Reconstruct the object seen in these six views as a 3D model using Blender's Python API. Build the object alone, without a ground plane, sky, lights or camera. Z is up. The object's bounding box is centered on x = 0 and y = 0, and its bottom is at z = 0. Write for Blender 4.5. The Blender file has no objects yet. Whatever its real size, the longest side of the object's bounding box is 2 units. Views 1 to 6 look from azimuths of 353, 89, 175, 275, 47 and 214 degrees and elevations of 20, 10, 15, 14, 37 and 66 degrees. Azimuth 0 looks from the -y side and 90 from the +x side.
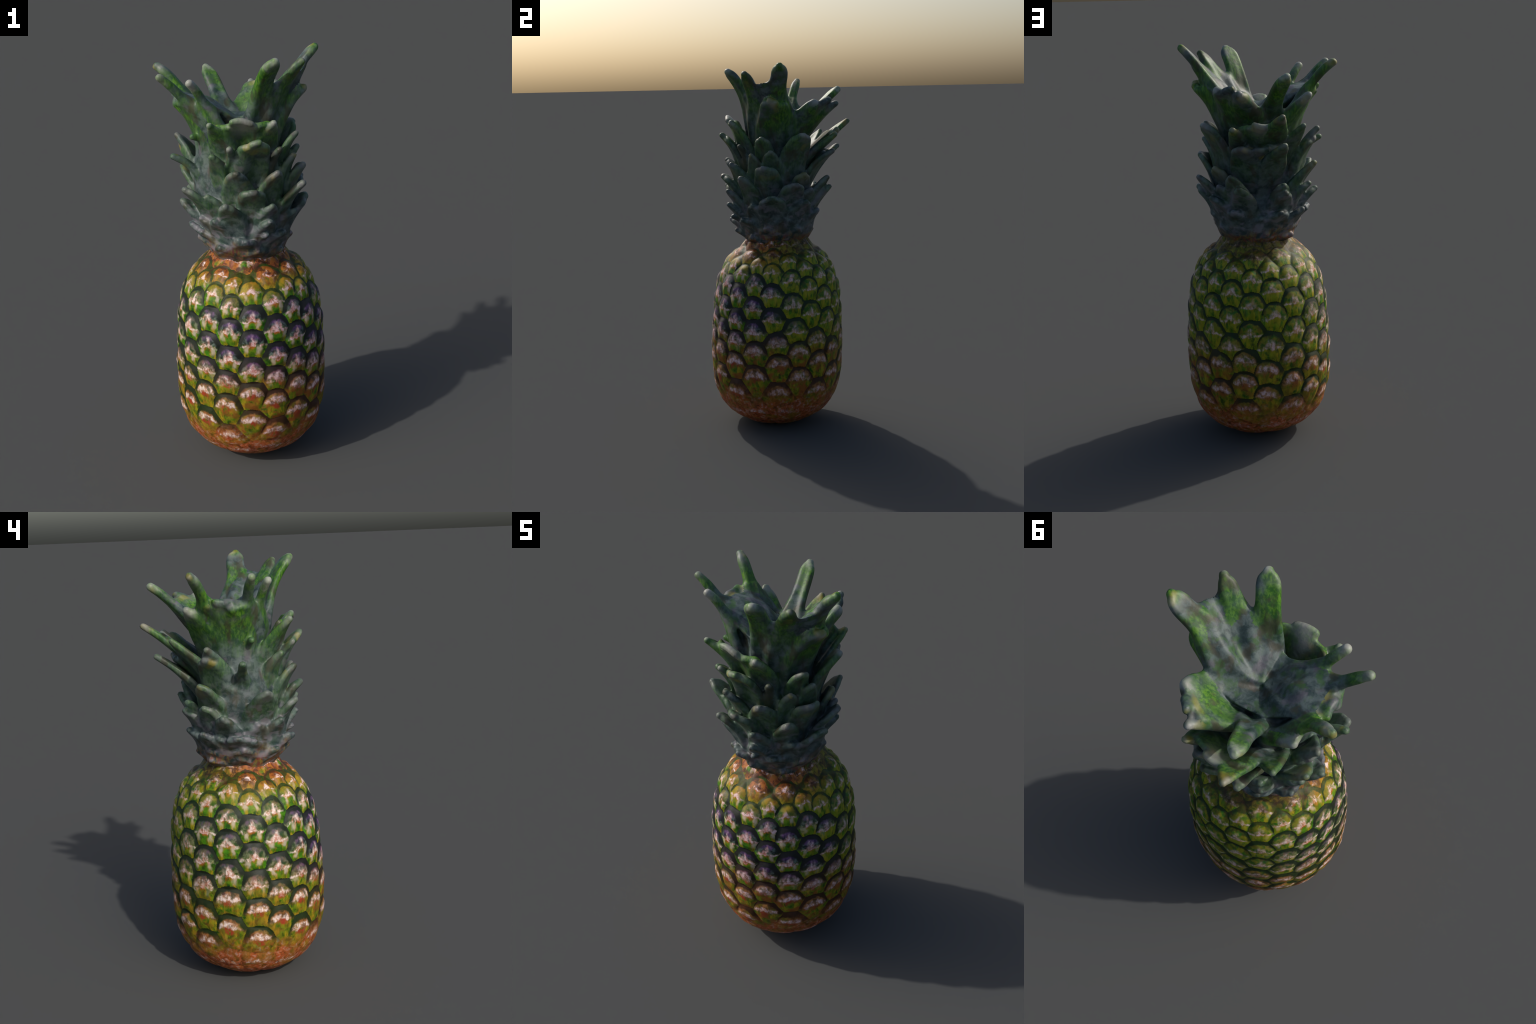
"""A pineapple standing on its base: barrel fruit with a skin of hooded eyes,
and a crown of thick, soft-edged leaves that melt into each other at the roots."""
import bpy, math
import numpy as np
from mathutils import Vector, Matrix

rng = np.random.default_rng(7)

# ------------------------------------------------------------------ helpers
def smoothstep(a, b, x):
    t = np.clip((x - a) / (b - a), 0, 1)
    return t * t * (3 - 2 * t)

def spline(xs, ys, x):
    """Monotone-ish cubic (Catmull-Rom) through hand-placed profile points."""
    xs = np.asarray(xs, float); ys = np.asarray(ys, float)
    m = np.gradient(ys, xs)
    i = np.clip(np.searchsorted(xs, x) - 1, 0, len(xs) - 2)
    h = xs[i + 1] - xs[i]; t = np.clip((x - xs[i]) / h, 0, 1)
    return ((2*t**3-3*t**2+1)*ys[i] + (t**3-2*t**2+t)*h*m[i]
            + (-2*t**3+3*t**2)*ys[i+1] + (t**3-t**2)*h*m[i+1])

def ripple(p, scale, seed):
    """Cheap smooth 3D noise, about -1..1: a sum of sines in random directions."""
    g = np.random.default_rng(seed)
    out = np.zeros(p.shape[:-1])
    for _ in range(7):
        d = g.normal(size=3); d /= np.linalg.norm(d)
        out += np.sin(p @ (d * scale * g.uniform(.6, 1.6)) + g.uniform(0, 6.28))
    return out / 3.5

def link(obj, parent=None):
    bpy.context.collection.objects.link(obj)
    if parent is not None:
        obj.parent = parent
    return obj

def surface_piece(name, verts, normals, faces, origin, scale, frame, material, parent):
    """One named piece of a continuous surface, with the whole surface's normals."""
    used, inv = np.unique(faces.ravel(), return_inverse=True)
    f = inv.reshape(faces.shape)
    v = (verts[used] - origin) @ frame / scale        # frame columns = local axes
    n = normals[used] @ frame
    me = bpy.data.meshes.new(name)
    me.from_pydata(v.tolist(), [], f.tolist())
    me.polygons.foreach_set("use_smooth", [True] * len(me.polygons))
    me.update()
    me.normals_split_custom_set_from_vertices(n.tolist())
    me.materials.append(material)
    ob = bpy.data.objects.new(name, me)
    mat = Matrix([list(r) for r in frame]).to_4x4()
    ob.matrix_world = Matrix.Translation(Vector(origin)) @ mat @ Matrix.Scale(scale, 4)
    return link(ob, parent)

def vertex_normals(v, f):
    a = v[f[:, 2]] - v[f[:, 0]]; b = v[f[:, 3]] - v[f[:, 1]]
    fn = np.cross(a, b)
    n = np.zeros_like(v)
    for k in range(4):
        np.add.at(n, f[:, k], fn)
    return n / (np.linalg.norm(n, axis=1, keepdims=True) + 1e-12)

# ------------------------------------------------------------------ materials
class Nodes:
    def __init__(self, name):
        self.mat = bpy.data.materials.new(name); self.mat.use_nodes = True
        self.t = self.mat.node_tree; self.t.nodes.clear()
    def put(self, sock, v):
        if isinstance(v, bpy.types.NodeSocket): self.t.links.new(v, sock)
        elif isinstance(v, (tuple, list)) and len(v) == 3 and sock.type == 'RGBA': sock.default_value = (*v, 1)
        else: sock.default_value = v
    def n(self, kind, **props):
        nd = self.t.nodes.new(kind)
        for k, v in props.items(): setattr(nd, k, v)
        return nd
    def math(self, op, a, b=0.0, c=0.0, clamp=False):
        nd = self.n('ShaderNodeMath', operation=op, use_clamp=clamp)
        self.put(nd.inputs[0], a); self.put(nd.inputs[1], b); self.put(nd.inputs[2], c)
        return nd.outputs[0]
    def step(self, x, a, b):
        nd = self.n('ShaderNodeMapRange', interpolation_type='SMOOTHSTEP')
        self.put(nd.inputs['Value'], x); self.put(nd.inputs['From Min'], a); self.put(nd.inputs['From Max'], b)
        return nd.outputs['Result']
    def fall(self, x, a, b):
        return self.math('SUBTRACT', 1.0, self.step(x, a, b))
    def mul(self, *xs):
        o = xs[0]
        for x in xs[1:]: o = self.math('MULTIPLY', o, x)
        return o
    def mix(self, f, a, b):
        nd = self.n('ShaderNodeMix', data_type='RGBA')
        self.put(nd.inputs[0], f); self.put(nd.inputs[6], a); self.put(nd.inputs[7], b)
        return nd.outputs[2]
    def sep(self, v):
        nd = self.n('ShaderNodeSeparateXYZ'); self.put(nd.inputs[0], v); return nd.outputs
    def scaled(self, v, s):
        nd = self.n('ShaderNodeMapping'); self.put(nd.inputs['Vector'], v); nd.inputs['Scale'].default_value = s
        return nd.outputs[0]
    def noise(self, v, scale, detail=3.0, rough=.55, dist=0.0):
        nd = self.n('ShaderNodeTexNoise'); self.put(nd.inputs['Vector'], v)
        nd.inputs['Scale'].default_value = scale; nd.inputs['Detail'].default_value = detail
        nd.inputs['Roughness'].default_value = rough; nd.inputs['Distortion'].default_value = dist
        return nd.outputs['Fac']
    def dot(self, v, d):
        nd = self.n('ShaderNodeVectorMath', operation='DOT_PRODUCT'); self.put(nd.inputs[0], v); nd.inputs[1].default_value = d
        return nd.outputs['Value']
    def finish(self, color, rough, bump=None, strength=.3, dist=.004, spec=.5):
        b = self.n('ShaderNodeBsdfPrincipled'); o = self.n('ShaderNodeOutputMaterial')
        self.put(b.inputs['Base Color'], color); self.put(b.inputs['Roughness'], rough)
        b.inputs['Specular IOR Level'].default_value = spec
        if bump is not None:
            bn = self.n('ShaderNodeBump'); bn.inputs['Strength'].default_value = strength
            bn.inputs['Distance'].default_value = dist
            self.put(bn.inputs['Height'], bump); self.t.links.new(bn.outputs[0], b.inputs['Normal'])
        self.t.links.new(b.outputs[0], o.inputs[0])
        return self.mat

def facing(az):          # horizontal unit vector for an azimuth (0 = -y, 90 = +x)
    a = math.radians(az); return (math.sin(a), -math.cos(a), 0.0)

def skin_material():
    """Local x/z (in units of one eye) draw each eye; position in the fruit tints it.
    An eye is a dark arch over a purple or olive hood, a pale star standing on two
    level arms, an orange heart, and a green skirt with yellow legs underneath."""
    N = Nodes("pineapple_skin")
    loc = N.n('ShaderNodeTexCoord').outputs['Object']
    pos = N.n('ShaderNodeNewGeometry').outputs['Position']
    x0, _, z0 = N.sep(loc)
    wob = N.math('SUBTRACT', N.noise(pos, 17, 2), .5)
    wob2 = N.math('SUBTRACT', N.noise(N.scaled(pos, (1.3, 1.3, .9)), 23, 2), .5)
    fray = N.math('SUBTRACT', N.noise(pos, 60, 3, .6, .4), .5)
    x = N.math('MULTIPLY_ADD', fray, .24, N.math('MULTIPLY_ADD', wob, .85, x0))
    z = N.math('MULTIPLY_ADD', fray, .24, N.math('MULTIPLY_ADD', wob2, .70, z0))
    ax = N.math('ABSOLUTE', x)
    def length(a, b): return N.math('SQRT', N.math('ADD', N.math('MULTIPLY', a, a), N.math('MULTIPLY', b, b)))
    r = length(N.math('MULTIPLY_ADD', fray, .16, N.math('MULTIPLY_ADD', wob, .34, x0)), N.math('MULTIPLY_ADD', fray, .16, N.math('MULTIPLY_ADD', wob2, .34, z0)))
    def mx(a, b): return N.math('MAXIMUM', a, b)
    # where on the fruit
    px, py, pz = N.sep(pos)
    pzw = N.math('MULTIPLY_ADD', wob, .16, pz)
    low = N.fall(pzw, .09, .31)
    top = N.step(N.math('MULTIPLY_ADD', wob, .10, pz), .87, .95)
    front = N.step(N.dot(pos, facing(20)), -.05, .28)
    back = N.step(N.dot(pos, facing(145)), -.12, .22)
    left = N.step(N.dot(pos, facing(285)), .0, .3)
    band = N.mul(N.step(pz, .36, .60), N.fall(pz, .82, .95))
    purple = N.math('MULTIPLY', mx(front, N.math('MULTIPLY', left, .65)), band)
    warm = N.fall(pzw, .38, .66)                       # lower eyes are ruddier and rounder
    gold = N.step(N.noise(pos, 6.5, 2), .48, .62)       # broad olive-gold patches
    streak = N.noise(N.scaled(pos, (1, 1, .40)), 58, 3, .55, .5)
    blot = N.noise(pos, 40, 3, .55, .4)
    fine = N.noise(pos, 120, 3, .6)
    # ---- skirt: green heart, yellow legs
    green = N.mix(N.step(blot, .32, .66), (.012, .062, .002), (.060, .215, .004))
    yellow = N.mix(N.step(streak, .34, .64), (.12, .125, .003), (.33, .25, .009))
    legx = N.math('ABSOLUTE', N.math('SUBTRACT', ax, .45))
    legs = N.mul(N.fall(legx, .05, .36), N.math('MULTIPLY_ADD', N.step(streak, .36, .58), .7, .3))
    olive = N.mul(N.math('MULTIPLY_ADD', gold, .30, N.math('MULTIPLY_ADD', back, .20, N.math('MULTIPLY', warm, .45))), N.step(blot, .34, .56))
    col = N.mix(mx(legs, olive), green, yellow)
    pale_leg = N.mul(N.fall(legx, .04, .24), N.fall(z, -.22, -.02), N.step(z, -.75, -.35), N.fall(back, .2, 1.1), N.fall(warm, .1, .9))
    col = N.mix(N.math('MULTIPLY', pale_leg, .75), col, (.52, .43, .36))
    right = N.step(N.dot(pos, facing(70)), -.15, .25)
    rosy = N.mul(warm, N.math('MULTIPLY_ADD', right, .45, .35), N.step(N.noise(pos, 24, 3), .42, .60))
    col = N.mix(rosy, col, (.27, .060, .014))
    col = N.mix(N.mul(back, N.fall(warm, .2, .9), N.step(streak, .36, .58), .55), col, (.30, .30, .006))
    # ---- hood
    hood = N.step(z, -.16, .22)
    grey = N.mix(N.step(blot, .42, .62), (.010, .018, .016), (.100, .140, .125))
    violet = N.mix(N.step(streak, .38, .62), (.030, .014, .060), (.115, .055, .150))
    front_hood = N.mix(N.mul(N.step(z, .30, .62), N.fall(ax, .35, .75)), grey, violet)
    back_hood = N.mix(N.step(blot, .36, .60), (.022, .110, .003), (.190, .190, .006))
    back_hood = N.mix(N.mul(N.step(r, .50, .80), N.step(streak, .44, .60), .55), back_hood, (.085, .030, .006))
    warm_hood = N.mix(N.step(blot, .34, .62), (.090, .016, .008), (.34, .120, .050))
    warm_hood = N.mix(N.mul(N.step(wob, .00, .16), .7), warm_hood, (.19, .14, .010))
    hood_c = N.mix(purple, back_hood, front_hood)
    hood_c = N.mix(N.math('MULTIPLY', warm, .78), hood_c, warm_hood)
    col = N.mix(hood, col, hood_c)
    # ---- orange-red heart, just under the star
    heart = N.mul(N.fall(length(N.math('MULTIPLY', x, .75), N.math('ADD', z, .0)), .10, .42), N.step(streak, .34, .56))
    heart = N.math('MULTIPLY', heart, N.math('MULTIPLY_ADD', back, -.55, N.math('MULTIPLY_ADD', warm, .20, .80)))
    col = N.mix(heart, col, N.mix(warm, (.46, .095, .018), (.30, .040, .016)))
    # ---- pale star marks, partly baked-in highlights painted as colour
    peak = N.math('SUBTRACT', ax, N.math('MULTIPLY_ADD', z, -.62, .40))           # < 0 inside the peak
    star = N.mul(N.fall(peak, -.20, .20), N.step(z, -.16, .14), N.fall(z, .48, .78))
    arms = N.mul(N.fall(N.math('ABSOLUTE', N.math('MULTIPLY_ADD', ax, .10, z)), .03, .16), N.fall(ax, .70, 1.0))
    cres = N.mul(N.fall(N.math('ABSOLUTE', N.math('SUBTRACT', length(N.math('MULTIPLY', x, .85), N.math('ADD', z, .10)), .52)), .08, .30), N.step(z, .00, .22))
    patch = N.step(N.math('MULTIPLY_ADD', fine, .25, N.math('MULTIPLY_ADD', blot, .6, streak)), .72, 1.08)
    high_star = N.math('MULTIPLY', mx(star, arms), N.fall(warm, .35, .95))
    pale_shine = N.mul(mx(high_star, N.math('MULTIPLY', cres, N.step(warm, .15, .7))), N.math('MULTIPLY_ADD', patch, .88, .10))
    pale_shine = N.math('MULTIPLY', pale_shine, N.math('MULTIPLY_ADD', back, -.30, 1.0))
    pale = N.mix(left, (.74, .53, .56), (.78, .64, .60))
    pale = N.mix(N.mul(N.step(N.noise(pos, 75, 2), .46, .62), .75), pale, N.mix(purple, (.50, .24, .10), (.52, .20, .19)))
    col = N.mix(N.math('MULTIPLY', pale_shine, 1.05, clamp=True), col, pale)
    # ---- dark arch over the hood, thinner at the sides and below
    lead = mx(purple, N.math('MULTIPLY', left, .6))
    r0 = N.math('MULTIPLY_ADD', lead, -.14, .80)
    rim = N.mul(N.step(r, r0, N.math('ADD', r0, .16)), N.step(z0, -.30, .20))
    side = N.mul(N.step(r, .98, 1.25), N.step(z0, -.75, -.2), .75)
    keep = N.math('MULTIPLY_ADD', mx(low, N.math('MULTIPLY', top, .35)), -.60, .96)
    col = N.mix(N.math('MULTIPLY', mx(rim, side), keep), col, N.mix(N.mul(warm, right, .8), N.mix(purple, (.005, .020, .003), (.008, .010, .008)), (.040, .008, .004)))
    # ---- orange-red blush at the shoulder, mottled rusty base
    hot = N.step(N.math('MULTIPLY_ADD', wob2, .10, pz), .92, 1.0)
    red = N.mix(N.step(streak, .36, .60), N.mix(hot, (.20, .15, .005), (.20, .022, .010)), N.mix(hot, (.38, .25, .010), (.40, .10, .020)))
    frontish = N.step(N.dot(pos, facing(355)), -.16, .12)
    col = N.mix(N.mul(top, frontish, .80, N.step(N.noise(pos, 13, 2), .30, .52), N.fall(pale_shine, .25, .8), N.fall(rim, .0, 1.1)), col, red)
    gap = N.mul(N.step(pzw, .94, 1.0), N.step(N.noise(pos, 30, 3, .6, .5), .47, .60), .85)  # random dark brown patches painted into the colour to read as dark gaps
    col = N.mix(gap, col, (.050, .016, .007))
    neck = N.mul(N.step(pzw, .95, 1.02), N.fall(frontish, .0, .8), .75)
    col = N.mix(neck, col, N.mix(N.step(blot, .4, .6), (.030, .018, .006), (.12, .075, .012)))
    mott = N.noise(pos, 46, 4, .6, .4)
    base = N.mix(N.step(mott, .34, .52), (.13, .030, .006), (.48, .100, .028))
    base = N.mix(N.step(mott, .52, .68), base, (.58, .32, .25))
    base = N.mix(N.mul(N.step(N.noise(pos, 15, 2), .48, .64), .50), base, (.24, .16, .010))
    col = N.mix(N.mul(low, N.fall(pale_shine, .2, 1.2), .84), col, base)
    bump = N.math('MULTIPLY_ADD', fine, .25, blot)
    return N.finish(col, N.math('MULTIPLY_ADD', blot, .20, .46), bump, .22, .005, .28)

def leaf_material():
    """Grey waxy bloom over green; fresh green toward the tip, dry pale tip."""
    N = Nodes("crown_leaf")
    loc = N.n('ShaderNodeTexCoord').outputs['Object']       # origin = leaf tip
    pos = N.n('ShaderNodeNewGeometry').outputs['Position']
    d = N.n('ShaderNodeVectorMath', operation='LENGTH'); N.put(d.inputs[0], loc); d = d.outputs['Value']
    _, _, pz = N.sep(pos)
    big = N.noise(pos, 7, 3); mid = N.noise(pos, 26, 4, .6, .4)
    fib = N.noise(N.scaled(pos, (1, 1, .22)), 90, 3, .6)
    high = N.step(pz, 1.45, 1.80)
    dw = N.math('MULTIPLY_ADD', N.math('SUBTRACT', mid, .5), .12, d)
    bloom = N.mix(N.step(mid, .36, .66), (.024, .044, .044), (.098, .130, .128))
    bloom = N.mix(N.mul(N.step(N.noise(pos, 15, 3), .54, .68), .55), bloom, (.125, .105, .135))
    fresh = N.mix(N.step(fib, .4, .62), (.018, .095, .003), (.085, .215, .008))
    amt = N.mul(N.fall(dw, .12, .34), N.step(big, .32, .54), N.math('MULTIPLY_ADD', high, .65, .30), N.step(pz, 1.2, 1.32))
    col = N.mix(amt, bloom, fresh)
    green2 = N.mul(N.step(N.noise(pos, 19, 4, .6), .50, .64), N.math('MULTIPLY_ADD', high, .55, .14))
    col = N.mix(green2, col, (.040, .105, .020))
    brown = N.mul(N.step(N.noise(N.scaled(pos, (1, 1, .4)), 16, 3), .53, .66), .75)
    col = N.mix(brown, col, (.050, .046, .028))
    yel = N.mul(N.fall(dw, .03, .12), N.step(N.noise(pos, 11, 1), .57, .68), .6, N.step(pz, 1.3, 1.5))
    col = N.mix(yel, col, (.26, .22, .03))
    tip = N.mul(N.fall(dw, .00, .10), N.math('MULTIPLY_ADD', high, .40, .40), N.step(N.noise(pos, 9, 2), .38, .60), N.step(pz, 1.22, 1.40))
    col = N.mix(tip, col, N.mix(high, (.25, .22, .24), (.36, .36, .34)))
    collar = N.math('MULTIPLY_ADD', N.math('SUBTRACT', big, .5), .25, pz)
    col = N.mix(N.mul(N.fall(collar, 1.05, 1.15), N.step(mid, .40, .58), .85), col, N.mix(N.step(fib, .42, .6), (.20, .035, .018), (.24, .16, .02)))
    frost = N.mul(N.fall(pz, 1.18, 1.50), N.step(N.noise(N.scaled(pos, (1, 1, 1.7)), 17, 2, .5, .4), .50, .68), .60)
    col = N.mix(frost, col, (.210, .195, .230))
    return N.finish(col, N.math('MULTIPLY_ADD', mid, .2, .40), N.math('MULTIPLY_ADD', fib, .5, mid), .25, .005, .4)

SKIN = skin_material(); LEAF = leaf_material()

root = bpy.data.objects.new("pineapple", None)
root["label"] = "whole ripe pineapple with green-yellow eyed skin and leafy crown"
root["category"] = "fruit"
SHIFT = np.array([.003, .004, 0.])       # centres the whole thing on the origin
link(root)

# ------------------------------------------------------------------ fruit
AXIS = np.array([.0175, -.0270])          # at mid height; the fruit leans very slightly
LEAN = np.array([.004, .012])             # sideways drift per metre of height
def axis_at(z): return AXIS + LEAN * (np.asarray(z)[..., None] - .5)
PROFILE_Z = [0, .004, .018, .05, .12, .22, .40, .60, .75, .87, .95, 1.0, 1.035, 1.07]
PROFILE_R = [0, .092, .162, .234, .308, .349, .367, .360, .345, .310, .258, .202, .168, .160]

# twenty columns of eyes: azimuth high up, azimuth low down, eye heights from the top
COLUMNS = [
    (15.0, 11.5, (.985, .886, .766, .638, .524, .398, .236)),
    (32.5, 30.0, (.932, .836, .717, .582, .462, .324)),
    (48.5, 49.0, (.985, .903, .789, .655, .540, .415, .244)),
    (66.5, 68.5, (.945, .852, .730, .604, .483, .344)),
    (82.5, 88.5, (.990, .913, .801, .670, .536, .415, .250)),
    (102., 107., (.960, .872, .742, .607, .479, .333)),
    (119., 125.5, (.925, .828, .696, .536, .410, .245)),
    (136., 144.5, (.975, .880, .768, .641, .461, .323)),
    (154., 154.0, (.938, .841, .715, .574)),
    (172.3, 165., (.985, .900, .780, .644, .497, .380, .225)),
    (190., 182.5, (.938, .853, .728, .575, .444, .311)),
    (208.5, 203.5, (.985, .903, .785, .642, .503, .374, .235)),
    (226.5, 222.5, (.940, .843, .711, .579, .433, .310)),
    (243.6, 241., (.990, .902, .784, .652, .523, .381, .240)),
    (262., 261.5, (.950, .845, .732, .592, .463, .328)),
    (281.5, 282.5, (.990, .912, .796, .673, .539, .410, .270)),
    (300.5, 299., (.955, .866, .743, .613, .486, .355)),
    (319.8, 317., (.985, .915, .805, .680, .556, .432, .282)),
    (338., 334.5, (.955, .873, .764, .630, .504, .377, .208)),
    (355.5, 353.8, (.933, .823, .707, .571, .445, .299)),
]

EYE_DROP = .018      # listed heights are those of the pale star, a little above the eye's middle

def build_fruit():
    fine = np.linspace(0, 1.07, 4000)
    fr = np.maximum(spline(PROFILE_Z, PROFILE_R, fine), 0)
    arc = np.concatenate([[0], np.cumsum(np.hypot(np.diff(fine), np.diff(fr)))])
    NS, NA = 500, 800
    s = np.linspace(.0, arc[-1], NS)
    z = np.interp(s, arc, fine); r = np.interp(s, arc, fr)
    az = np.linspace(0, 2 * np.pi, NA, endpoint=False)
    S, A = np.meshgrid(s, az, indexing='ij'); R = r[:, None] + 0 * A; Zg = z[:, None] + 0 * A
    # eye centres in (azimuth, arc)
    eyes = []
    for hi, lo, zs in COLUMNS:
        for zc in zs:
            t = smoothstep(.45, .72, zc)
            eyes.append((math.radians(lo + (hi - lo) * t), float(np.interp(zc, fine, arc)) - EYE_DROP, .5))
    for k in range(12):                       # soft crowded bumps on the underside
        eyes.append((2 * math.pi * (k + .3) / 12 + rng.uniform(-.1, .1), float(np.interp(.105, fine, arc)) + rng.uniform(-.02, .02), .2))
    for k in range(7):
        eyes.append((2 * math.pi * (k + .1) / 7, float(np.interp(.03, fine, arc)) - .03, .1))
    for k in range(16):                       # small bracts at the neck
        eyes.append((2 * math.pi * (k + .5) / 16 + rng.uniform(-.06, .06), float(np.interp(1.035, fine, arc)) + rng.uniform(-.012, .012), .3))
    eyes.append((0, 0, .1))
    eyes = np.array(eyes)
    ei_z = np.interp(eyes[:, 1], arc, fine); ei_r = np.interp(eyes[:, 1], arc, fr)
    P3 = np.stack([R * np.sin(A), -R * np.cos(A), S * 0 + Zg], -1)
    warp = np.stack([ripple(P3, 40, 3), ripple(P3, 40, 4)], -1) * .006
    SOFT = 90.
    f1 = np.full(S.shape, 9.); f2 = np.full(S.shape, 9.); total = np.full(S.shape, 1e-300); own = np.zeros(S.shape, int)
    lx = np.zeros(S.shape); ly = np.zeros(S.shape)
    for i, (ea, es, _) in enumerate(eyes):
        da = (A - ea + np.pi) % (2 * np.pi) - np.pi
        dx = da * (R + ei_r[i]) / 2 + warp[..., 0]; dy = (S - es) + warp[..., 1]
        d = np.hypot(dx, dy * .93)
        closer = d < f1; total += np.exp(-SOFT * d)
        f2 = np.where(closer, f1, np.minimum(f2, d))
        own = np.where(closer, i, own); lx = np.where(closer, dx, lx); ly = np.where(closer, dy, ly)
        f1 = np.minimum(f1, d)
    # fish-scale overlap: each eye's round upper edge lies over the skirt of the eye above it
    ex = eyes[:, 0]; gap = []
    for i in range(len(eyes)):
        da = (ex - ex[i] + np.pi) % (2 * np.pi) - np.pi
        gap.append(np.sort(np.hypot(da * ei_r[i], (eyes[:, 1] - eyes[i, 1]) * .93))[1:6].mean() / 2)
    arch = np.clip(np.array(gap) * 1.06, .026, .072)
    for i in np.argsort(-eyes[:, 1]):
        da = (A - eyes[i, 0] + np.pi) % (2 * np.pi) - np.pi
        dx = da * (R + ei_r[i]) / 2 + warp[..., 0] * .6; dy = (S - eyes[i, 1]) + warp[..., 1] * .6
        own = np.where((np.hypot(dx, dy * .93) < arch[i]) & (dy > -.3 * arch[i]), i, own)
    # gap to the neighbours with rounded corners instead of sharp cell edges
    rest = np.maximum(total - np.exp(-SOFT * f1), 1e-300)
    soft = -np.log(rest) / SOFT - f1
    e = np.log1p(np.exp(SOFT * (soft + .012))) / SOFT
    relief = (.45 + .55 * smoothstep(.10, .28, Zg)) * (1 + .35 * ripple(P3, 14, 31))
    hood = np.exp(-((ly - .014) / .034) ** 2 - (lx / .036) ** 2)
    dome = smoothstep(.005, .07, e)
    groove = np.exp(-(e / .024) ** 2)
    disp = relief * (.0040 * hood * dome + .0050 * dome - .0035 * groove - .0008)
    disp += .0010 * ripple(P3, 95, 11) * relief + .004 * ripple(P3, 9, 12)
    disp *= smoothstep(0, .05, S)
    # profile normals
    dr = np.gradient(r, s); dz = np.gradient(z, s); ln = np.hypot(dr, dz)
    nr = (dz / ln)[:, None]; nz = (-dr / ln)[:, None]
    RR = np.maximum(R + disp * nr, 0); ZZ = Zg + disp * nz
    ctr = axis_at(ZZ)
    V = np.stack([ctr[..., 0] + RR * np.sin(A), ctr[..., 1] - RR * np.cos(A), ZZ], -1).reshape(-1, 3)
    V[:, 2] -= V[:, 2].min()
    idx = np.arange(NS * NA).reshape(NS, NA)
    a = idx[:-1]; b = idx[1:]
    F = np.stack([a, np.roll(a, -1, 1), np.roll(b, -1, 1), b], -1).reshape(-1, 4)
    nor = vertex_normals(V, F)
    lab = own[:-1].reshape(-1)
    fruit = bpy.data.objects.new("fruit", None); link(fruit, root)
    for i, (ea, es, _) in enumerate(eyes):
        sel = F[lab == i]
        if not len(sel): continue
        zc, rc = ei_z[i], ei_r[i]
        k = int(np.clip(np.searchsorted(s, es), 1, NS - 1))
        out = np.array([math.sin(ea), -math.cos(ea), 0.]); side = np.array([math.cos(ea), math.sin(ea), 0.])
        upv = out * dr[k] / ln[k] + np.array([0, 0, 1.]) * dz[k] / ln[k]
        upv /= np.linalg.norm(upv); nv = np.cross(upv, side)
        frame = np.stack([side, -nv, upv], 1)
        if np.linalg.det(frame) < 0: frame[:, 1] *= -1
        c0 = axis_at(zc)
        origin = np.array([c0[0] + rc * math.sin(ea), c0[1] - rc * math.cos(ea), zc])
        sc = float(arch[i])
        surface_piece("fruit_eye", V, nor, sel, origin, sc, frame, SKIN, fruit)

build_fruit()

# ------------------------------------------------------------------ crown
def core_centre(z):
    return np.stack([.010 - .012 * smoothstep(1.1, 1.7, z), -.028 + .010 * smoothstep(1.5, 1.7, z)], -1)
def core_depth(z):          # the crown is flattened front to back near the top
    return 1 - .25 * smoothstep(1.5, 1.7, z)
CORE_Z = [.98, 1.03, 1.055, 1.08, 1.12, 1.20, 1.32, 1.45, 1.58, 1.68, 1.78, 1.88, 1.94]
CORE_R = [.165, .160, .172, .195, .207, .207, .200, .180, .155, .165, .230, .290, .320]
# lip of the hollow at the top of the crown: its height changes round the crown
LIP_AZ = [0, 25, 50, 72, 95, 118, 140, 160, 178, 200, 225, 250, 290, 310, 338, 360]
LIP_Z = [1.70, 1.77, 1.87, 1.90, 1.85, 1.71, 1.685, 1.680, 1.680, 1.682, 1.70, 1.765, 1.79, 1.76, 1.715, 1.70]

def core_lobe(az, z):       # fuller on one flank, hollow at the back
    def lobe(c, w): return np.exp(-(((az - c + 180) % 360 - 180) / w) ** 2)
    zone = smoothstep(1.20, 1.34, z) * (1 - smoothstep(1.58, 1.70, z))
    return zone * (.040 * lobe(270, 44) - .065 * lobe(180, 36))

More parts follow.
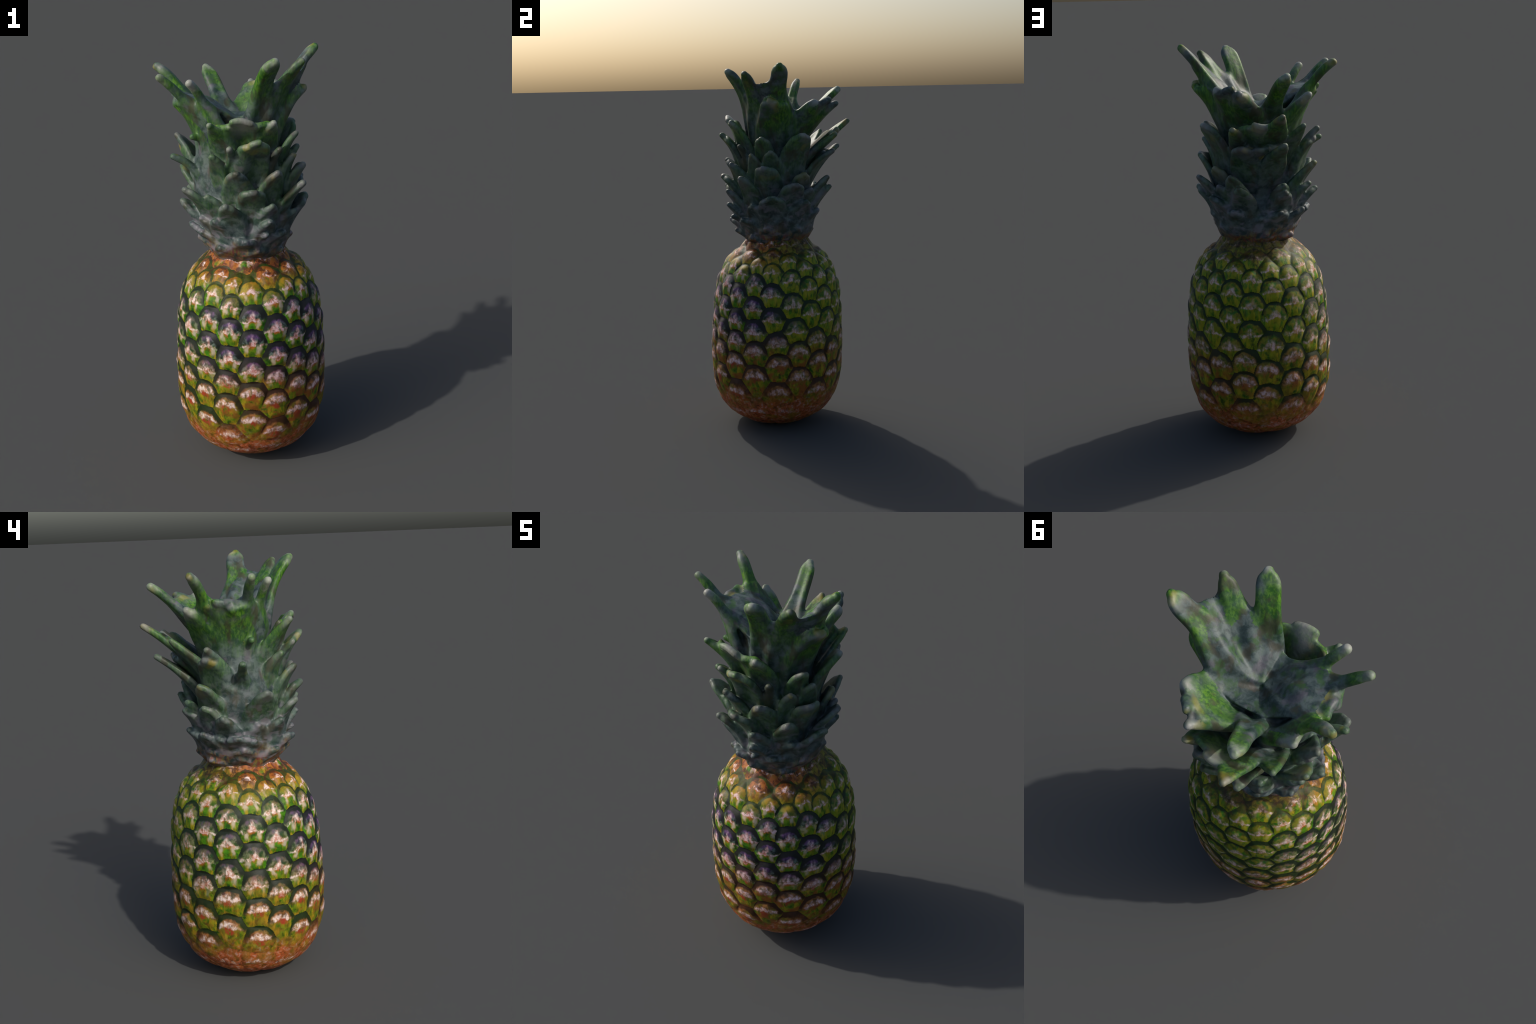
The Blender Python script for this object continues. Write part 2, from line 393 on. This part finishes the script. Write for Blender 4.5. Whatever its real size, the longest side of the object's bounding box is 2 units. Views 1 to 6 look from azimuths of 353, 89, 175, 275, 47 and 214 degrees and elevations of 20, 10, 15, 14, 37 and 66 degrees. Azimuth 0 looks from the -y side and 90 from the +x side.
# leaves: tip (x, y, z), half width low down, half width near the tip, length
LEAVES = [
    # innermost rosette
    ((.366, -.012, 1.993), .100, .038, .45), ((-.381, .126, 1.915), .105, .019, .42), ((-.300, -.010, 1.795), .100, .100, .28),
    ((.132, -.288, 1.975), .066, .040, .45), ((.267, -.195, 1.953), .075, .027, .42),
    ((-.246, -.210, 1.878), .080, .013, .38), ((-.376, -.146, 1.906), .085, .015, .40),
    ((-.130, .346, 1.866), .070, .030, .38), ((.100, .310, 1.785), .080, .020, .30), ((.150, .250, 1.800), .095, .082, .33),
    ((.203, .190, 1.800), .080, .022, .32), ((.302, -.040, 1.812), .090, .062, .34),
    ((-.255, .165, 1.765), .080, .022, .30), ((-.300, -.050, 1.770), .080, .018, .30),
    # upper whorl
    ((-.165, -.294, 1.712), .075, .018, .30), ((.124, -.276, 1.705), .075, .022, .28), ((-.020, -.285, 1.702), .110, .125, .26),
    ((-.098, .392, 1.690), .085, .026, .36), ((-.216, .245, 1.628), .070, .022, .28),
    ((-.010, .310, 1.632), .110, .120, .30), ((.132, .305, 1.628), .065, .020, .28),
    ((.030, -.322, 1.618), .085, .070, .26), ((-.090, -.305, 1.600), .060, .014, .2), ((-.250, -.125, 1.615), .025, .012, .07),
    ((-.302, .078, 1.596), .075, .021, .26), ((.255, -.103, 1.616), .060, .034, .24),
    ((.270, .115, 1.628), .085, .055, .28), ((.160, -.230, 1.570), .060, .016, .2),
    # middle whorls
    ((-.163, -.250, 1.560), .048, .018, .20), ((-.334, -.086, 1.532), .034, .015, .15),
    ((-.112, .342, 1.551), .070, .022, .28), ((.091, .292, 1.538), .080, .045, .26), ((-.010, .268, 1.528), .080, .085, .20),
    ((.268, -.055, 1.545), .060, .026, .22), ((-.280, .085, 1.548), .080, .050, .26),
    ((.235, -.165, 1.520), .060, .020, .22), ((.140, -.274, 1.480), .075, .030, .24),
    ((-.055, -.300, 1.488), .080, .035, .24), ((.284, -.090, 1.462), .080, .058, .26),
    ((.215, .125, 1.420), .070, .045, .22), ((-.282, .120, 1.436), .080, .030, .26),
    ((.150, .262, 1.395), .065, .026, .24), ((-.120, .205, 1.345), .060, .035, .20),
    ((.020, -.320, 1.410), .080, .050, .24), ((.264, -.224, 1.407), .065, .022, .24),
    ((-.290, -.190, 1.397), .075, .038, .24), ((-.185, -.205, 1.365), .065, .028, .20),
    ((.302, .070, 1.374), .085, .055, .26), ((-.235, .000, 1.420), .060, .030, .18),
    # lower whorls
    ((.111, .271, 1.339), .070, .026, .22), ((.205, .165, 1.340), .065, .028, .20),
    ((.108, -.298, 1.335), .070, .024, .22), ((-.110, -.310, 1.337), .070, .028, .22),
    ((.308, -.062, 1.299), .085, .058, .22), ((-.298, .022, 1.290), .075, .034, .24), ((-.262, -.045, 1.188), .055, .050, .09),
    ((-.130, .215, 1.308), .070, .035, .20), ((.245, .135, 1.281), .075, .035, .20),
    ((-.252, .115, 1.330), .070, .032, .20),
    ((.093, -.296, 1.258), .065, .024, .20), ((.230, -.165, 1.260), .075, .035, .2),
    ((-.160, -.240, 1.255), .065, .026, .18), ((-.235, .025, 1.275), .070, .040, .18),
    ((-.215, -.140, 1.240), .065, .030, .18), ((.140, .200, 1.220), .065, .035, .16),
    ((.240, .030, 1.225), .060, .045, .16), ((-.100, .205, 1.210), .070, .040, .16),
    ((.080, -.280, 1.183), .020, .012, .06), ((-.051, -.268, 1.166), .050, .022, .11),
    ((-.238, -.090, 1.178), .060, .026, .16), ((-.218, .130, 1.205), .065, .035, .16),
]

# stubby scales crowded round the foot of the crown
for ring, (zt, rt, n_, w_) in enumerate([(1.088, .214, 8, .070), (1.128, .238, 7, .080), (1.180, .252, 7, .080)]):
    for k in range(n_):
        a_ = 2 * math.pi * (k + .37 * ring + rng.uniform(-.2, .2)) / n_
        r_ = rt + rng.uniform(-.012, .012) - .014 * max(0., math.cos(a_ - 4.0)) - .020 * max(0., math.cos(a_ - 2.44)) + (.012 if ring == 0 else 0.) * max(0., math.cos(a_ - 3.8))
        LEAVES.append(((.006 + r_ * math.sin(a_), -.028 - r_ * math.cos(a_), zt + rng.uniform(-.022, .022)),
                       w_, w_ * rng.uniform(.20, .50), rng.uniform(.10, .13)))

def leaf_spine(tip, length):
    zt = tip[2]; zb = max(zt - length, 1.02)
    c0 = core_centre(np.array(zb)); ct = core_centre(np.array(zt))
    d = np.array(tip[:2]) - ct; rt = np.linalg.norm(d); d = d / rt
    rb = float(np.interp(zb, CORE_Z, CORE_R)) / math.hypot(d[0], d[1] / core_depth(zb)) - (.03 if zt < 1.74 else .045)
    rb += .8 * float(core_lobe(math.degrees(math.atan2(d[0], -d[1])) % 360, zb))
    p0 = np.array([*(c0 + d * rb), zb]); p3 = np.array(tip)
    rm = float(np.interp(zb + .45 * (zt - zb), CORE_Z, CORE_R))
    p1 = np.array([*(c0 + d * (rb + .02)), zb + .35 * (zt - zb)])
    bend = 1 - (.28 * d[1] ** 2 if zt > 1.74 and d[1] < 0 else 0)      # front leaves stand up before they bend
    p2 = np.array([*(ct + d * (max(rm, rb) * .35 + rt * .50) * bend), zb + (.72 if zt < 1.74 else .77) * (zt - zb)])
    t = np.linspace(0, 1, 32)[:, None]
    return (1-t)**3*p0 + 3*(1-t)**2*t*p1 + 3*(1-t)*t*t*p2 + t**3*p3

def smin(a, b, k):
    h = np.clip(.5 + .5 * (b - a) / k, 0, 1)
    return b + (a - b) * h - k * h * (1 - h)

def build_crown():
    H = .0055
    lo = np.array([-.45, -.40, 1.0]); hi = np.array([.44, .46, 2.03])
    n = np.ceil((hi - lo) / H).astype(int)
    gx, gy, gz = [lo[i] + H * np.arange(n[i]) for i in range(3)]
    X, Y, Z = np.meshgrid(gx, gy, gz, indexing='ij')
    P = np.stack([X, Y, Z], -1).astype(np.float32)
    wr = np.stack([ripple(P, 26, 21), ripple(P, 26, 22), ripple(P, 20, 23)], -1) * .005
    W = P + wr
    c = core_centre(gz)
    cr = np.interp(gz, CORE_Z, CORE_R)
    D = np.hypot(W[..., 0] - c[None, None, :, 0], (W[..., 1] - c[None, None, :, 1]) / core_depth(gz)) - cr
    gaz = np.degrees(np.arctan2(X - c[None, None, :, 0], -(Y - c[None, None, :, 1]))) % 360
    D -= core_lobe(gaz, Z); del gaz
    ax_, ay_ = W[..., 0] - c[None, None, :, 0], W[..., 1] - c[None, None, :, 1]
    rr = np.hypot(ax_, ay_); azim = np.degrees(np.arctan2(ax_, -ay_)) % 360
    lip = spline(LIP_AZ, LIP_Z, azim)
    bowl = 1.688 + 1.0 * (np.sqrt(rr ** 2 + .06 ** 2) - .06)     # floor of the hollow
    bowl += .016 * np.sin(np.radians(azim) * 8 + 9 * rr) * smoothstep(.03, .14, rr)   # ribbed by the leaf bases
    D = np.maximum(D, (W[..., 2] - smin(bowl, lip, .06)) * .8)
    del ax_, ay_, azim, rr, lip, bowl
    best = D.copy(); lab = np.full(D.shape, -1, np.int16)
    for i, (tip, wb, wt, length) in enumerate(LEAVES):
        th = .018 if tip[2] > 1.74 else (.015 if tip[2] > 1.2 else .014)
        tip = np.array(tip); wt = wt + (.008 if tip[2] > 1.74 else .005)
        sp = leaf_spine(tip, length)
        # pull the end in by the rounded-off radius
        T = np.gradient(sp, axis=0); T /= np.linalg.norm(T, axis=1, keepdims=True)
        sp = sp - T * (np.linspace(0, 1, len(sp))[:, None] ** 6) * th
        rad = sp[:, :2] - core_centre(sp[:, 2])
        rad = rad / (np.linalg.norm(rad, axis=1, keepdims=True) + 1e-9)
        out = np.concatenate([rad, np.zeros((len(sp), 1))], 1)
        side = np.cross(T, out); side /= np.linalg.norm(side, axis=1, keepdims=True)
        nor = np.cross(side, T)
        t = np.linspace(0, 1, len(sp))
        slim = wt < .022 or wt < .026 and tip[2] > 1.74 or (tip[2] > 1.83 and wt < .05)                                # finger-like ends
        w = wt + (wb - wt) * (1 - (smoothstep(.28, .75, t) if slim else smoothstep(.45, 1.05, t)))
        w = w * np.sqrt(np.clip(1 - (np.clip(t - .86, 0, 1) / .155) ** 2, .05, 1))
        thk = th * (1.25 - .25 * t)
        m = wb + .06
        b0 = np.maximum(((sp.min(0) - m - lo) / H).astype(int), 0)
        b1 = np.minimum(((sp.max(0) + m - lo) / H).astype(int) + 1, n)
        sl = tuple(slice(b0[k], b1[k]) for k in range(3))
        Q = W[sl].reshape(-1, 3)
        bd = np.full(len(Q), 1e9); bi = np.zeros(len(Q), int)
        for k in range(len(sp)):
            d = ((Q - sp[k]) ** 2).sum(1)
            mk = d < bd; bd[mk] = d[mk]; bi[mk] = k
        step = np.linalg.norm(np.diff(sp, axis=0), axis=1).mean()
        al = ((Q - sp[bi]) * T[bi]).sum(1)
        u = np.clip(bi + np.clip(al / step, -.5, .5), 0, len(sp) - 1)
        j = np.minimum(u.astype(int), len(sp) - 2); fr = (u - j)[:, None]
        def at(a): return a[j] * (1 - fr) + a[j + 1] * fr
        v = Q - at(sp)
        s_ = (v * at(side)).sum(1); q = (v * at(nor)).sum(1)
        end = np.where((bi == len(sp) - 1) & (al > 0), al, 0) + np.where((bi == 0) & (al < 0), -al, 0)
        ww = at(w[:, None])[:, 0]; tt_ = u / (len(sp) - 1)
        q = q + s_ * s_ * 1.6 - .006 * np.cos(s_ / ww * 5.0 + i) * (1 - tt_)      # channelled blade
        if wt > .06:                                        # broad sheets: fluted, with an uneven top edge
            q = q - .006 * np.cos(s_ / .022 + i)
            end = np.maximum(end - .010 - .012 * np.sin(s_ / .036 + 2.1 * i), 0)
        qs = np.maximum(np.abs(s_) - np.maximum(ww - thk[bi], .001), 0)
        dist = np.sqrt(qs ** 2 + q ** 2 + end ** 2) - thk[bi]
        dist = dist.reshape(b1 - b0)
        cur = D[sl]
        D[sl] = smin(cur, dist, (.036 if tip[2] > 1.74 else .013) if tip[2] > 1.21 else .010)
        cb = best[sl]; mk = dist < cb
        cb[mk] = dist[mk]; best[sl] = cb
        lb = lab[sl]; lb[mk] = i; lab[sl] = lb
    D[..., 0] = .02; 
    # ---- naive surface nets
    neg = D < 0
    cnt = np.zeros(tuple(np.array(D.shape) - 1), int)
    corners = [(a, b, c_) for a in (0, 1) for b in (0, 1) for c_ in (0, 1)]
    def cs(o): return tuple(slice(o[k], D.shape[k] - 1 + o[k]) for k in range(3))
    for o in corners: cnt += neg[cs(o)]
    cells = np.argwhere((cnt > 0) & (cnt < 8))
    vid = np.full(cnt.shape, -1, int); vid[tuple(cells.T)] = np.arange(len(cells))
    acc = np.zeros((len(cells), 3)); num = np.zeros(len(cells))
    for a in range(8):
        for b in range(a + 1, 8):
            oa, ob = np.array(corners[a]), np.array(corners[b])
            if np.abs(oa - ob).sum() != 1: continue
            da = D[tuple((cells + oa).T)]; db = D[tuple((cells + ob).T)]
            mk = (da < 0) != (db < 0)
            tt = da[mk] / (da[mk] - db[mk])
            acc[mk] += oa + tt[:, None] * (ob - oa); num[mk] += 1
    V = lo + SHIFT + H * (cells + acc / num[:, None])
    F = []
    for ax in range(3):
        u, w_ = (ax + 1) % 3, (ax + 2) % 3
        s0 = [slice(1, D.shape[k] - 1) for k in range(3)]; s0[ax] = slice(0, D.shape[ax] - 1)
        s1 = list(s0); s1[ax] = slice(1, D.shape[ax])
        a = neg[tuple(s0)]; b = neg[tuple(s1)]
        for flip in (False, True):
            e = np.argwhere((a & ~b) if not flip else (~a & b))
            off = np.array([1, 1, 1]); off[ax] = 0
            e = e + off
            du = np.zeros(3, int); du[u] = 1; dw = np.zeros(3, int); dw[w_] = 1
            q = [vid[tuple((e - du - dw).T)], vid[tuple((e - dw).T)], vid[tuple(e.T)], vid[tuple((e - du).T)]]
            q = np.stack(q if not flip else q[::-1], 1)
            F.append(q)
    F = np.concatenate(F); F = F[(F >= 0).all(1)]
    # light smoothing of the nets
    for _ in range(3):
        acc = np.zeros_like(V); num = np.zeros(len(V))
        for k in range(4):
            np.add.at(acc, F[:, k], V[F[:, (k + 1) % 4]]); np.add.at(num, F[:, k], 1)
        V = V * .5 + .5 * acc / np.maximum(num, 1)[:, None]
    nor = vertex_normals(V, F)
    fc = V[F].mean(1)
    ci = np.clip(np.round((fc - SHIFT - lo) / H).astype(int), 0, n - 1)
    fl = lab[tuple(ci.T)]
    crown = bpy.data.objects.new("crown", None); link(crown, root)
    eye3 = np.eye(3)
    for i in range(-1, len(LEAVES)):
        sel = F[fl == i]
        if not len(sel): continue
        if i < 0:
            surface_piece("stem", V, nor, sel, np.array([0, 0, 1.0]), 1.0, eye3, LEAF, crown)
        else:
            surface_piece("leaf", V, nor, sel, np.array(LEAVES[i][0]) + SHIFT, 1.0, eye3, LEAF, crown)

build_crown()
